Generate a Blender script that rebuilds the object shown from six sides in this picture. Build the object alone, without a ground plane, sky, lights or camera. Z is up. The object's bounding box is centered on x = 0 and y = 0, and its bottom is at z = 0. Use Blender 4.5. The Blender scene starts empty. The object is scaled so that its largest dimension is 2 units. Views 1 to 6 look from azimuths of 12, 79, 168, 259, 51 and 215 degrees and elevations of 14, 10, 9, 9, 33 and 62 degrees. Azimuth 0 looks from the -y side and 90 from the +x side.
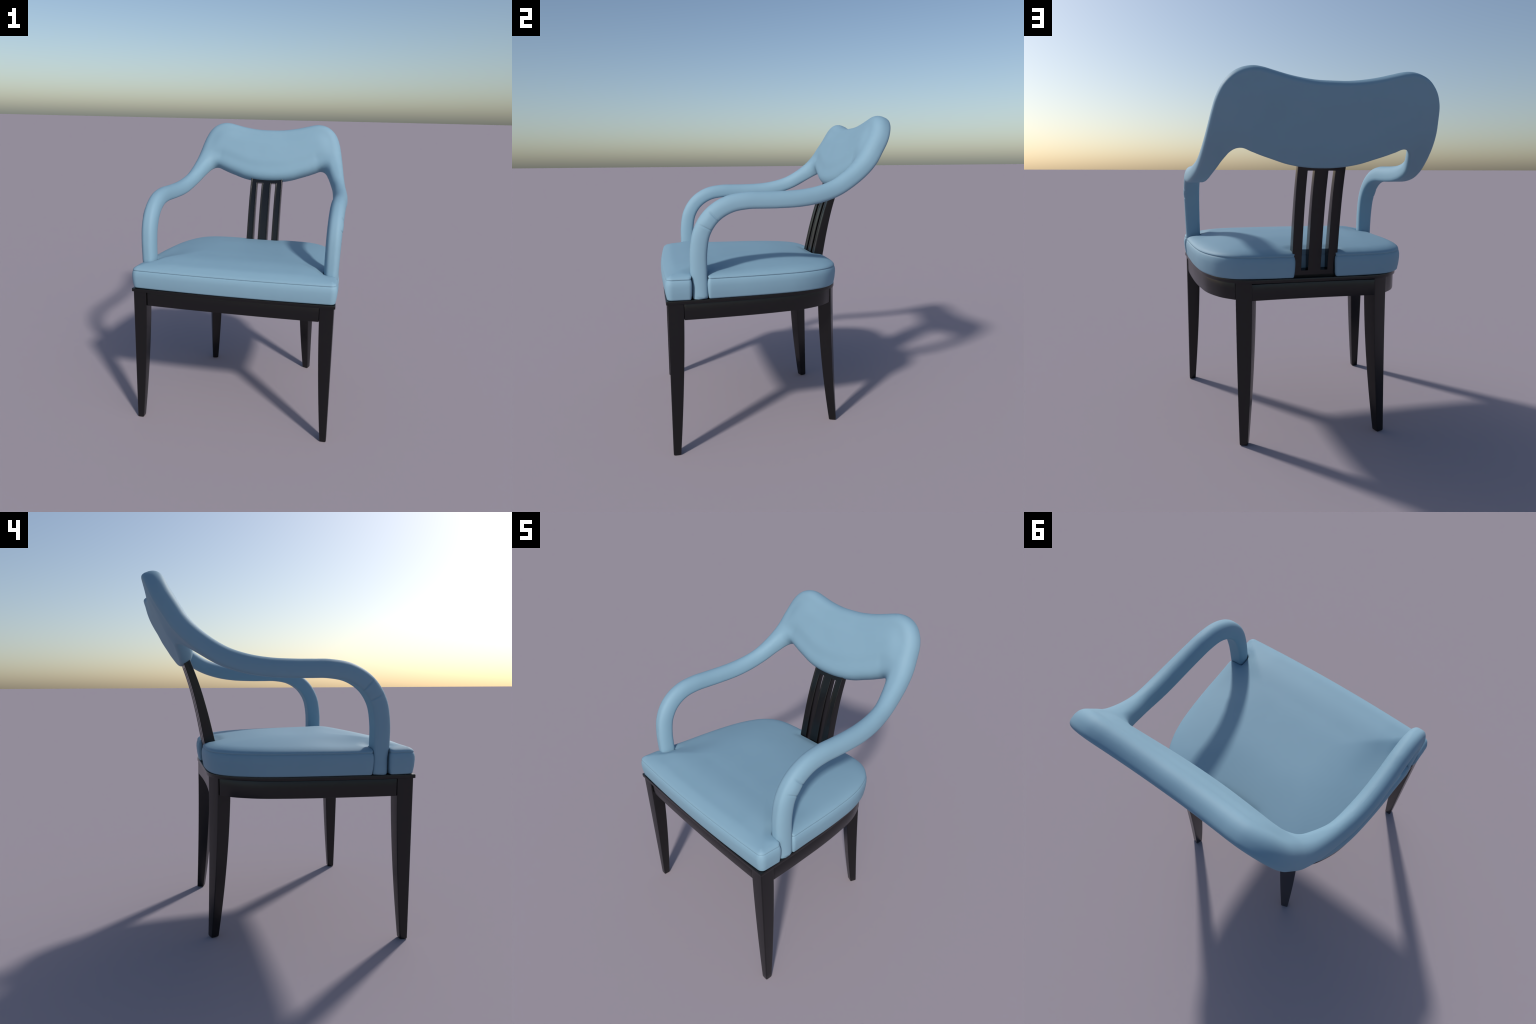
import bpy, bmesh, math
import numpy as np
from mathutils import Vector
from mathutils.geometry import delaunay_2d_cdt

# ------------------------------------------------------------------ helpers
def catmull(points, per=24, closed=False):
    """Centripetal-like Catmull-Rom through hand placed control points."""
    P = np.array(points, float)
    n = len(P)
    out = []
    segs = n if closed else n - 1
    for i in range(segs):
        if closed:
            p0, p1, p2, p3 = P[(i - 1) % n], P[i], P[(i + 1) % n], P[(i + 2) % n]
        else:
            p1, p2 = P[i], P[i + 1]
            p0 = P[i - 1] if i > 0 else 2 * p1 - p2
            p3 = P[i + 2] if i + 2 < n else 2 * p2 - p1
        l0 = max(np.linalg.norm(p1 - p0), 1e-6) ** .5
        l1 = max(np.linalg.norm(p2 - p1), 1e-6) ** .5
        l2 = max(np.linalg.norm(p3 - p2), 1e-6) ** .5
        t0, t1 = 0, l0
        t2, t3 = t1 + l1, t1 + l1 + l2
        for t in np.linspace(t1, t2, per, endpoint=False):
            a1 = (t1 - t) / (t1 - t0) * p0 + (t - t0) / (t1 - t0) * p1
            a2 = (t2 - t) / (t2 - t1) * p1 + (t - t1) / (t2 - t1) * p2
            a3 = (t3 - t) / (t3 - t2) * p2 + (t - t2) / (t3 - t2) * p3
            b1 = (t2 - t) / (t2 - t0) * a1 + (t - t0) / (t2 - t0) * a2
            b2 = (t3 - t) / (t3 - t1) * a2 + (t - t1) / (t3 - t1) * a3
            out.append((t2 - t) / (t2 - t1) * b1 + (t - t1) / (t2 - t1) * b2)
    if not closed:
        out.append(P[-1])
    return np.array(out)


def fillet(corners):
    """Closed polygon of (x, y, radius): rounds each corner that has a radius."""
    n = len(corners)
    out = []
    for i in range(n):
        p = np.array(corners[i][:2], float)
        r = corners[i][2]
        if r <= 0:
            out.append(p)
            continue
        a = np.array(corners[i - 1][:2], float) - p
        b = np.array(corners[(i + 1) % n][:2], float) - p
        a /= np.linalg.norm(a)
        b /= np.linalg.norm(b)
        ang = math.acos(np.clip(a @ b, -1, 1))
        if ang > math.pi - .05:
            out.append(p)
            continue
        cut = r / math.tan(ang / 2)
        mid = (a + b) / np.linalg.norm(a + b)
        c = p + mid * r / math.sin(ang / 2)
        v0, v1 = p + a * cut - c, p + b * cut - c
        w = math.pi - ang
        for k in np.linspace(0, 1, 9):
            out.append(c + (math.sin((1 - k) * w) * v0 + math.sin(k * w) * v1) / math.sin(w))
    return np.array(out)


def resample(poly, step, density=None):
    """Closed polygon resampled at about `step`; density(p) > 1 makes it finer there."""
    P = np.vstack([poly, poly[:1]])
    keep = [0] + [i for i in range(1, len(P)) if np.linalg.norm(P[i] - P[i - 1]) > 1e-7]
    P = P[keep]
    # subdivide finely, then pick by weighted length
    fine = []
    for a, b in zip(P[:-1], P[1:]):
        k = max(1, int(np.linalg.norm(b - a) / (step * .1)))
        for t in np.arange(k) / k:
            fine.append(a + (b - a) * t)
    fine.append(P[-1])
    F = np.array(fine)
    L = np.linalg.norm(np.diff(F, axis=0), axis=1)
    if density is not None:
        L = L * density((F[1:] + F[:-1]) / 2)
    S = np.concatenate([[0], np.cumsum(L)])
    n = int(S[-1] / step)
    s = np.arange(n) * S[-1] / n
    return np.stack([np.interp(s, S, F[:, 0]), np.interp(s, S, F[:, 1])], 1)


def signed_area(P):
    x, y = P[:, 0], P[:, 1]
    return .5 * np.sum(x * np.roll(y, -1) - np.roll(x, -1) * y)


def inward_normals(P):
    t = np.roll(P, -1, 0) - np.roll(P, 1, 0)
    t /= np.linalg.norm(t, axis=1, keepdims=True)
    return np.stack([-t[:, 1], t[:, 0]], 1)      # counter-clockwise loop


def edge_distance(Q, P):
    """Distance of points Q to the closed polyline P."""
    A, B = P, np.roll(P, -1, 0)
    D = B - A
    L2 = np.maximum((D * D).sum(1), 1e-14)
    out = np.empty(len(Q))
    for i in range(0, len(Q), 400):
        q = Q[i:i + 400, None, :]
        t = np.clip(((q - A) * D).sum(2) / L2, 0, 1)
        c = A + D * t[..., None]
        out[i:i + 400] = np.sqrt(((q - c) ** 2).sum(2).min(1))
    return out


def inside(Q, P):
    A, B = P, np.roll(P, -1, 0)
    res = np.zeros(len(Q), bool)
    for a, b in zip(A, B):
        if a[1] == b[1]:
            continue
        cond = (a[1] > Q[:, 1]) != (b[1] > Q[:, 1])
        xi = (b[0] - a[0]) * (Q[:, 1] - a[1]) / (b[1] - a[1]) + a[0]
        res ^= cond & (Q[:, 0] < xi)
    return res


def sheet(P, levels, grid):
    """Triangulates the inside of loop P with offset loops at the given
    edge distances and a regular grid further in.
    Returns points (loop first), triangles, distance to the edge."""
    if signed_area(P) < 0:
        P = P[::-1].copy()
    N = inward_normals(P)
    pts = [P]
    for d in levels:
        Q = P + N * d
        true = edge_distance(Q, P)
        ok = (true > d * .985) & inside(Q, P)
        pts.append(Q[ok])
    lo, hi = P.min(0), P.max(0)
    gx = np.arange(lo[0], hi[0], grid)
    gy = np.arange(lo[1], hi[1], grid * .866)
    G = np.array([(x + (grid * .5 if j % 2 else 0), y) for j, y in enumerate(gy) for x in gx])
    G = G[inside(G, P)]
    G = G[edge_distance(G, P) > levels[-1] + grid * .6]
    pts.append(G)
    V = np.vstack(pts)
    n = len(P)
    edges = [(i, (i + 1) % n) for i in range(n)]
    vo, _, fo, orig, _, _ = delaunay_2d_cdt([Vector(v) for v in V], edges, [list(range(n))], 1, 1e-6)
    # keep the numbering of the input loop
    V2 = np.array([(v.x, v.y) for v in vo])
    first = np.array([min(o) if o else 10 ** 9 for o in orig])
    order = np.argsort(first, kind='stable')
    rank = np.empty(len(order), int)
    rank[order] = np.arange(len(order))
    V2 = V2[order]
    T = [[int(rank[i]) for i in f] for f in fo]
    d = edge_distance(V2, P)
    d[:n] = 0
    return V2, T, d, n, P


def smoothstep(a, b, x):
    t = np.clip((x - a) / (b - a), 0, 1)
    return t * t * (3 - 2 * t)


def make_object(name, verts, faces, mat, parent, smooth=True):
    me = bpy.data.meshes.new(name)
    me.from_pydata([tuple(map(float, v)) for v in verts], [], faces)
    me.update()
    if smooth:
        me.polygons.foreach_set('use_smooth', [True] * len(me.polygons))
    me.materials.append(mat)
    ob = bpy.data.objects.new(name, me)
    bpy.context.scene.collection.objects.link(ob)
    ob.parent = parent
    return ob


def fix_normals(ob):
    bm = bmesh.new()
    bm.from_mesh(ob.data)
    bmesh.ops.recalc_face_normals(bm, faces=bm.faces)
    bm.to_mesh(ob.data)
    bm.free()


def smooth_by_angle(ob, deg):
    me = ob.data
    bm = bmesh.new()
    bm.from_mesh(me)
    for e in bm.edges:
        if len(e.link_faces) == 2 and e.calc_face_angle(0) > math.radians(deg):
            e.smooth = False
    bm.to_mesh(me)
    bm.free()


# ---------------------------------------------------------------- materials
def principled(name):
    m = bpy.data.materials.new(name)
    m.use_nodes = True
    return m, m.node_tree, m.node_tree.nodes['Principled BSDF']


def leather_material():
    m, nt, b = principled('pale_blue_leather')
    tc = nt.nodes.new('ShaderNodeTexCoord')
    big = nt.nodes.new('ShaderNodeTexNoise')
    big.inputs['Scale'].default_value = 5
    big.inputs['Detail'].default_value = 2
    ramp = nt.nodes.new('ShaderNodeValToRGB')
    ramp.color_ramp.elements[0].position = .3
    ramp.color_ramp.elements[1].position = .7
    ramp.color_ramp.elements[0].color = BLUE_A
    ramp.color_ramp.elements[1].color = BLUE_B
    grain = nt.nodes.new('ShaderNodeTexNoise')
    grain.inputs['Scale'].default_value = 260
    grain.inputs['Detail'].default_value = 2
    bump = nt.nodes.new('ShaderNodeBump')
    bump.inputs['Strength'].default_value = .04
    bump.inputs['Distance'].default_value = .001
    L = nt.links.new
    L(tc.outputs['Object'], big.inputs['Vector'])
    L(tc.outputs['Object'], grain.inputs['Vector'])
    L(big.outputs['Fac'], ramp.inputs['Fac'])
    L(ramp.outputs['Color'], b.inputs['Base Color'])
    L(grain.outputs['Fac'], bump.inputs['Height'])
    L(bump.outputs['Normal'], b.inputs['Normal'])
    b.inputs['Roughness'].default_value = .62
    b.inputs['Specular IOR Level'].default_value = .25
    return m


def lacquer_material(name, rough, color):
    m, nt, b = principled(name)
    tc = nt.nodes.new('ShaderNodeTexCoord')
    mp = nt.nodes.new('ShaderNodeMapping')
    mp.inputs['Scale'].default_value = (30, 30, 3)
    no = nt.nodes.new('ShaderNodeTexNoise')
    no.inputs['Scale'].default_value = 3
    no.inputs['Detail'].default_value = 4
    ramp = nt.nodes.new('ShaderNodeValToRGB')
    ramp.color_ramp.elements[0].color = (*[c * .85 for c in color], 1)
    ramp.color_ramp.elements[1].color = (*[c * 1.15 for c in color], 1)
    L = nt.links.new
    L(tc.outputs['Object'], mp.inputs['Vector'])
    L(mp.outputs['Vector'], no.inputs['Vector'])
    L(no.outputs['Fac'], ramp.inputs['Fac'])
    L(ramp.outputs['Color'], b.inputs['Base Color'])
    b.inputs['Roughness'].default_value = rough
    return m


BLUE_A = (.209, .348, .447, 1)
BLUE_B = (.215, .356, .457, 1)
LEATHER = leather_material()
WOOD = lacquer_material('black_lacquered_wood', .27, (.0022, .0020, .0022))
GLOSS = lacquer_material('black_polished_wood', .22, (.0020, .0020, .0023))

# -------------------------------------------------------------------- thing
chair = bpy.data.objects.new('armchair', None)
bpy.context.scene.collection.objects.link(chair)
chair['label'] = 'pale blue upholstered armchair with black tapered wooden legs'
chair['category'] = 'armchair'

# ------------------------------------------- upholstered back and arms (one skin)
# Rear / under side of the bent frame as a (y, z) profile: post, elbow, arm, back.
PANEL_SLOPE = .5
PANEL_Y0, PANEL_Z0 = .5315, 1.573
PROFILE = [(-.458, .88), (-.458, 1.00), (-.458, 1.10), (-.456, 1.215), (-.437, 1.314), (-.389, 1.388),
           (-.312, 1.437), (-.219, 1.455), (-.130, 1.456), (-.04, 1.456), (.099, 1.462), (.22, 1.481),
           (.335, 1.518), (.434, 1.574), (.524, 1.643), (.583, 1.706), (.624, 1.770), (.656, 1.822),
           (.7005, 1.911), (.745, 2.0), (.795, 2.1)]
prof = catmull(PROFILE, 60)
arc = np.concatenate([[0], np.cumsum(np.linalg.norm(np.diff(prof, axis=0), axis=1))])
top_arc = np.interp(2.0, prof[-400:, 1], arc[-400:])


def bent(w, s):
    """Point on the bent profile: w = distance down from the top line, s = distance in front."""
    a = top_arc - w
    f = lambda q: np.stack([np.interp(q, arc, prof[:, 0]), np.interp(q, arc, prof[:, 1])], -1)
    t = f(a + .012) - f(a - .012)
    t /= np.linalg.norm(t, axis=-1, keepdims=True)
    return f(a) + s[:, None] * np.stack([-t[:, 1], t[:, 0]], -1)


FOOT = float(top_arc - np.interp(.9455, prof[:300, 1], arc[:300]))   # posts stand on the seat frame


def straight(w, s):
    c = 1 / math.hypot(1, PANEL_SLOPE)
    z = 2 - w * c
    y = PANEL_Y0 + PANEL_SLOPE * (z - PANEL_Z0)
    return np.stack([y - s * c, z + s * c * PANEL_SLOPE], -1)


# Outline of the unrolled skin, right half: (x, w)
HALF = [(0, .081), (.07, .080), (.134, .074), (.215, .060), (.288, .042), (.345, .028), (.39, .024), (.445, .036),
        (.49, .063), (.53, .110), (.558, .173), (.573, .235), (.588, .31), (.605, .42), (.623, .55),
        (.642, .68), (.657, .78), (.669, .90), (.674, 1.04), (.674, 1.22), (.672, 1.40), (.666, 1.58),
        (.662, 1.70), (.660, 1.80), (.660, FOOT),
        (.567, FOOT), (.567, 1.80), (.568, 1.70), (.570, 1.49), (.572, 1.338), (.572, 1.2), (.571, 1.05),
        (.563, .888), (.543, .69), (.517, .584), (.493, .510), (.473, .463), (.448, .433), (.418, .423), (.375, .436),
        (.333, .453), (.266, .477), (.199, .500), (.13, .515), (.06, .523), (0, .525)]
cut = 25
right = np.vstack([catmull(HALF[:cut], 16), catmull(HALF[cut:], 16)])
left = right[::-1].copy()
left[:, 0] *= -1
outline = np.vstack([right, left[1:-1]])
CREASES = (1.395, 1.462)


def dense(p):
    return 1 + 2.2 * ((np.abs(p[:, 1] - 1.43) < .055) & (np.abs(p[:, 0]) > .6))


loop = resample(outline, .0085, dense)
R_FRONT, R_BACK, S_EDGE = .054, .016, .023
levels = sorted({round(R_FRONT * (1 - math.cos(a)), 5) for a in np.linspace(.28, math.pi / 2 * .97, 9)})
V, T, d, nb, loop = sheet(loop, levels, .013)
# the foot ends of the posts stay square (they stand on the seat frame)
foot = V[:, 1] > FOOT - .06
ax = np.abs(V[:, 0])
d_side = np.minimum(ax - .567, .660 - ax)
d = np.where(foot, np.maximum(d_side, 0), d)

x, w = V[:, 0], V[:, 1]
# padding: edge distance blurred on a regular grid, so that no ridge shows where edges meet
step = .012
gx, gw = np.arange(-.75, .7501, step), np.arange(-.15, .85, step)
gp = np.array([(a, b) for b in gw for a in gx])
field = np.where(inside(gp, loop), edge_distance(gp, loop), 0).reshape(len(gw), len(gx))
kern = np.exp(-.5 * (np.arange(-9, 10) * step / .034) ** 2)
kern /= kern.sum()
field = np.apply_along_axis(lambda r: np.convolve(r, kern, 'same'), 0, field)
field = np.apply_along_axis(lambda r: np.convolve(r, kern, 'same'), 1, field)
fx = np.clip((V[:, 0] - gx[0]) / step, 0, len(gx) - 2)
fw = np.clip((V[:, 1] - gw[0]) / step, 0, len(gw) - 2)
ix, iw = fx.astype(int), fw.astype(int)
tx, tw = fx - ix, fw - iw
soft = (field[iw, ix] * (1 - tx) + field[iw, ix + 1] * tx) * (1 - tw) + (field[iw + 1, ix] * (1 - tx) + field[iw + 1, ix + 1] * tx) * tw
pad = np.maximum(smoothstep(.60, .27, w), smoothstep(.50, .36, ax))
full = .097 + pad * (.009 + .024 * smoothstep(.02, .16, soft)) - .009 * smoothstep(FOOT - .16, FOOT - .09, w)
u = np.clip(d / (R_FRONT + .018 * pad - .017 * smoothstep(1.2, 1.55, w)), 0, 1)
s_front = S_EDGE + (full - S_EDGE) * (1 - (1 - u) ** 2.25) ** (1 / 2.25)
u = np.clip(d / R_BACK, 0, 1)
s_back = S_EDGE * (1 - (1 - (1 - u) ** 2) ** .5)


def body_points(s):
    b = smoothstep(.37, .52, ax)[:, None]
    turn = np.clip((w - (FOOT - .012)) / .012, 0, 1) ** 2 * .07 * (ax > .5)   # rounded foot rim
    s = s + (.049 - s) * turn
    yz = straight(w, s) * (1 - b) + bent(w, s) * b
    # the back is padded too and swells gently rearward
    yz[:, 0] += .011 * smoothstep(.0, .11, soft) * smoothstep(.62, .45, w) - .012 * smoothstep(.18, .0, w)
    # fold creases across the outer flank of each elbow
    flank = smoothstep(.03, .004, d) * (ax > .615) * smoothstep(.085, .055, s)
    dx = 0
    for c, depth in zip(CREASES, (.0055, .0042)):
        dx = dx - depth * np.exp(-((w - c) / .0035) ** 2)
    dx = dx + .003 * np.exp(-((w - 1.43) / .028) ** 2)
    return np.column_stack([x + np.sign(x) * dx * flank, yz])


front, back = body_points(s_front), body_points(s_back)
nv = len(V)
back_index = np.arange(nv)
back_index[nb:] = nv + np.arange(nv - nb)
verts = np.vstack([front, back[nb:]])
faces = []
for t in T:
    faces.append(t)
    faces.append([int(back_index[i]) for i in reversed(t)])
vw = np.concatenate([w, w[nb:]])
vx = np.concatenate([x, x[nb:]])

skin = bpy.data.meshes.new('skin')
skin.from_pydata([tuple(map(float, v)) for v in verts], [], faces)
skin.update()
if sum(p.normal.y * p.area for p in skin.polygons if p.center.z > 1.7 and p.index % 2 == 0) > 0:
    faces = [f[::-1] for f in faces]
    skin = bpy.data.meshes.new('skin')
    skin.from_pydata([tuple(map(float, v)) for v in verts], [], faces)
    skin.update()
normals = np.array([v.normal[:] for v in skin.vertices])


def region_of(f):
    if vw[f].mean() < .60 or abs(vx[f].mean()) < .42:
        return 'backrest'
    return 'arm_right' if vx[f].mean() > 0 else 'arm_left'


groups = {}
for f in faces:
    groups.setdefault(region_of(np.array(f)), []).append(f)
for key, fs in groups.items():
    used = sorted({i for f in fs for i in f})
    remap = {g: k for k, g in enumerate(used)}
    ob = make_object('backrest' if key == 'backrest' else 'armrest', verts[used],
                     [[remap[i] for i in f] for f in fs], LEATHER, chair)
    ob.data.normals_split_custom_set_from_vertices([tuple(normals[i]) for i in used])
bpy.data.meshes.remove(skin)

# ------------------------------------------------------------- seat cushion
SIDE = [(.659, -.448), (.650, -.32), (.643, -.2), (.629, -.05), (.608, .09), (.577, .195), (.533, .283), (.478, .341),
        (.42, .374), (.35, .391), (.25, .398), (.137, .399)]
side = catmull(SIDE, 10)
FRONT_Y = -.6915


def bow(x, depth=.021):
    """The front of seat and frame bows gently forward."""
    return -depth * (1 - (x / .66) ** 2)


def plan(notched):
    half = [(a, FRONT_Y + bow(a), 0) for a in (.1, .2, .3, .4, .5, .58)] + [(.664, FRONT_Y, .034)]
    if notched:
        half += [(.664, -.551, .012), (.565, -.551, .036), (.565, -.4565, .005), (.659, -.4555, .012)]
        half += [(p[0], p[1], 0) for p in side[2:-1]]
        half += [(.114, .399, .014), (.127, .322, .010)]
    else:
        half += [(.664, -.551, 0), (.659, -.4555, 0)] + [(p[0], p[1], 0) for p in side[2:]]
    mirror = [(-a, b, r) for a, b, r in reversed(half)]
    return fillet([(0, FRONT_Y + bow(0), 0)] + half + mirror)


seat_loop = resample(plan(True), .008)
free_loop = resample(plan(False), .004)
seat_levels = [.0012, .004, .008, .013, .019, .026, .034]
V, T, d, nb, seat_loop = sheet(seat_loop, seat_levels, .02)
d_free = edge_distance(V, free_loop) * inside(V, free_loop)
SEAM = 1.062
edge = .021 * np.sqrt(1 - (1 - np.clip(d_free / .05, 0, 1)) ** 2)
lip = np.sqrt(1 - (1 - np.clip(d / .014, 0, 1)) ** 2)
crown = .047 * (1 - (1 - np.clip(d_free / .43, 0, 1)) ** 2)
sx, sy = np.abs(V[:, 0]), V[:, 1]
lift = .009 * smoothstep(-.38, -.56, sy) * smoothstep(.01, .07, d_free) * smoothstep(.62, .40, sx)
lift = lift - .009 * np.exp(-((sx - .50) / .10) ** 2 - ((sy + .33) / .16) ** 2)
z_top = SEAM + .003 - .017 * V[:, 1] * smoothstep(.05, .30, d_free) + lift + edge * (.8 + .2 * lip) + crown * (.5 + .5 * smoothstep(0, .06, d))
top = np.column_stack([V, z_top])
# wall profile from the seam down: (inset, z)
WALL = [(.0026, SEAM + .0014), (.0032, SEAM - .0002), (.0004, SEAM - .0020), (-.003, SEAM - .010), (-.0062, SEAM - .024),
        (-.0066, 1.022), (-.0050, 1.0), (-.003, .982), (.000, .966), (.002, .956), (.003, .9495), (.007, .9460)]
N = inward_normals(seat_loop)
# bulge only on the outside faces, not in the notches
open_side = smoothstep(.03, .0, edge_distance(seat_loop, free_loop))
vs, fs = list(top), [list(t) for t in T]
prev = list(range(nb))
for inset, z in WALL:
    off = np.where(inset < 0, inset * open_side, inset)
    ring = seat_loop + N * off[:, None]
    start = len(vs)
    vs += [(p[0], p[1], z) for p in ring]
    cur = list(range(start, start + nb))
    for i in range(nb):
        j = (i + 1) % nb
        fs.append([prev[i], cur[i], cur[j], prev[j]])
    prev = cur
fs.append(prev[::-1])
cushion = make_object('seat_cushion', vs, fs, LEATHER, chair)
fix_normals(cushion)

# --------------------------------------------------------------- seat frame
def offset_loop(P, k):
    if signed_area(P) < 0:
        P = P[::-1]
    return P - inward_normals(P) * k


def prism(name, P, z0, z1, mat, bevel):
    n = len(P)
    vs = [(p[0], p[1], z0) for p in P] + [(p[0], p[1], z1) for p in P]
    fs = [list(range(n))[::-1], list(range(n, 2 * n))]
    fs += [[i, (i + 1) % n, n + (i + 1) % n, n + i] for i in range(n)]
    ob = make_object(name, vs, fs, mat, chair)
    fix_normals(ob)
    bm = bmesh.new()
    bm.from_mesh(ob.data)
    es = [e for e in bm.edges if len(e.link_faces) == 2 and e.calc_face_angle(0) > math.radians(35)]
    bmesh.ops.bevel(bm, geom=es, offset=bevel, segments=2, profile=.5, affect='EDGES', clamp_overlap=True)
    bm.to_mesh(ob.data)
    bm.free()
    smooth_by_angle(ob, 40)
    return ob


RAIL_TOP, RAIL_BOTTOM = .9215, .826
ledge = catmull([(.659, -.5965), (.652, -.45), (.643, -.32), (.633, -.19), (.613, -.03), (.585, .12), (.554, .207),
                 (.513, .284), (.449, .352), (.36, .391), (.2, .397), (.1, .397)], 8)
frame_half = [(a, -.697 + bow(a, .011), 0) for a in (.1, .2, .3, .4, .5, .58)] + [(.665, -.697, .006)]
frame_half += [(p[0], p[1], 0) for p in ledge]
frame_plan = fillet([(0, -.708, 0)] + frame_half + [(-a, b, r) for a, b, r in reversed(frame_half)])
prism('seat_frame', frame_plan, RAIL_TOP + .0012, .9435, WOOD, .0012)

# aprons: straight front, curved sides, rear
fx = np.linspace(-.5665, .5665, 41)
front_out = np.stack([fx, -.680 + bow(fx, .0145) + .0145 * (1 - (.5665 / .66) ** 2)], 1)
prism('apron', np.vstack([front_out, (front_out + (0, .034))[::-1]]), RAIL_BOTTOM, RAIL_TOP, WOOD, .002)
rail = catmull([(.650, -.5965), (.644, -.45), (.636, -.32), (.626, -.19), (.606, -.03), (.577, .12), (.545, .202),
                (.502, .275), (.438, .340)], 10)
nn = np.gradient(rail, axis=0)
nn /= np.linalg.norm(nn, axis=1, keepdims=True)
nn = np.stack([-nn[:, 1], nn[:, 0]], 1)
side_rail = np.vstack([rail, (rail + nn * .032)[::-1]])
prism('apron', side_rail, RAIL_BOTTOM, RAIL_TOP, WOOD, .002)
prism('apron', side_rail * np.array([-1, 1]), RAIL_BOTTOM, RAIL_TOP, WOOD, .002)
bx = np.linspace(-.3525, .3525, 25)
rear_out = np.stack([bx, .378 + .010 * (bx / .3525) ** 2], 1)
prism('apron', np.vstack([rear_out, (rear_out * (.98, 1) - (0, .034))[::-1]]), RAIL_BOTTOM, RAIL_TOP - .004, WOOD, .002)


# --------------------------------------------------------------------- legs
def leg(corner_fn, rounding):
    """Loft of rounded four-cornered sections from the frame to the floor."""
    vs, fs = [], []
    zs = list(np.linspace(RAIL_TOP, .006, 26)) + [.0]
    m = None
    for k, z in enumerate(zs):
        c = corner_fn(z)
        if z == 0:
            ctr = np.mean(c, axis=0)
            c = [ctr + (p - ctr) * .93 for p in c]
        P = fillet([(p[0], p[1], rounding) for p in c])
        m = len(P)
        vs += [(p[0], p[1], z) for p in P]
        if k:
            a, b = (k - 1) * m, k * m
            fs += [[a + i, a + (i + 1) % m, b + (i + 1) % m, b + i] for i in range(m)]
    fs.append(list(range(m)))
    fs.append(list(range((len(zs) - 1) * m, len(zs) * m))[::-1])
    ob = make_object('leg', vs, fs, WOOD, chair)
    fix_normals(ob)
    smooth_by_angle(ob, 35)
    return ob


def front_corners(sx):
    def fn(z):
        k = ((RAIL_TOP - z) / RAIL_TOP) ** 1.65
        xi, yi = .567 + .046 * k, -.597 - .047 * k
        pts = [(.656, -.689), (.656, yi), (xi, yi), (xi, -.689)]
        return [np.array((sx * a, b)) for a, b in pts]
    return fn


REAR_TOP = [(.438, .347), (.353, .390), (.316, .313), (.401, .271)]
REAR_FOOT = [(.431, .396), (.388, .412), (.372, .370), (.415, .353)]


def rear_corners(sx):
    def fn(z):
        k = ((RAIL_TOP - z) / RAIL_TOP) ** 1.75
        return [np.array((sx * (a[0] + (b[0] - a[0]) * k), a[1] + (b[1] - a[1]) * k))
                for a, b in zip(REAR_TOP, REAR_FOOT)]
    return fn


for sx in (1, -1):
    leg(front_corners(sx), .007)
for sx in (1, -1):
    leg(rear_corners(sx), .004)

# --------------------------------------------------------------- back splat
SPLAT = catmull([(.366, .935), (.377, 1.02), (.391, 1.10), (.418, 1.25), (.452, 1.40), (.482, 1.50), (.510, 1.58), (.525, 1.62)], 12)
SPLAT_T = lambda z: np.interp(z, [.95, 1.10, 1.56], [.067, .064, .041])   # thins towards the top


def splat_frame(z):
    y = np.interp(z, SPLAT[:, 1], SPLAT[:, 0])
    dy = (np.interp(z + .02, SPLAT[:, 1], SPLAT[:, 0]) - np.interp(z - .02, SPLAT[:, 1], SPLAT[:, 0])) / .04
    n = np.array([-1, dy]) / math.hypot(1, dy)
    return np.array([y, z]), n


def bar(name, x0, x1, z0, z1, steps, parent, lip0, lip1):
    """Bar following the bent splat, rounded along the front edges."""
    q = .002
    vs, fs = [], []
    for k, z in enumerate(np.linspace(z0, z1, steps)):
        t = SPLAT_T(z)
        sec = fillet([(x0, 0, q), (x1, 0, q), (x1, t, lip1), (x1 - .008, t, .003), (x1 - .0105, t - .0035, .002),
                      (x0 + .0105, t - .0035, .002), (x0 + .008, t, .003), (x0, t, lip0)])
        m = len(sec)
        c, n = splat_frame(z)
        vs += [(p[0], *(c + n * p[1])) for p in sec]
        if k:
            a, b = (k - 1) * m, k * m
            fs += [[a + i, a + (i + 1) % m, b + (i + 1) % m, b + i] for i in range(m)]
    fs.append(list(range(m)))
    fs.append(list(range((steps - 1) * m, steps * m))[::-1])
    ob = make_object(name, vs, fs, GLOSS, parent)
    fix_normals(ob)
    smooth_by_angle(ob, 40)
    return ob


SLOT0, SLOT1 = .982, 1.526
splat = bar('back_splat', -.128, .128, SLOT1, 1.60, 10, chair, .004, .004)
bar('rail', -.128, .128, .9445, SLOT0, 6, splat, .004, .004)
for x0, x1, l0, l1 in ((-.128, -.075, .004, .004), (-.0365, .0365, .004, .004), (.075, .128, .004, .004)):
    bar('slat', x0, x1, SLOT0, SLOT1, 40, splat, l0, l1)
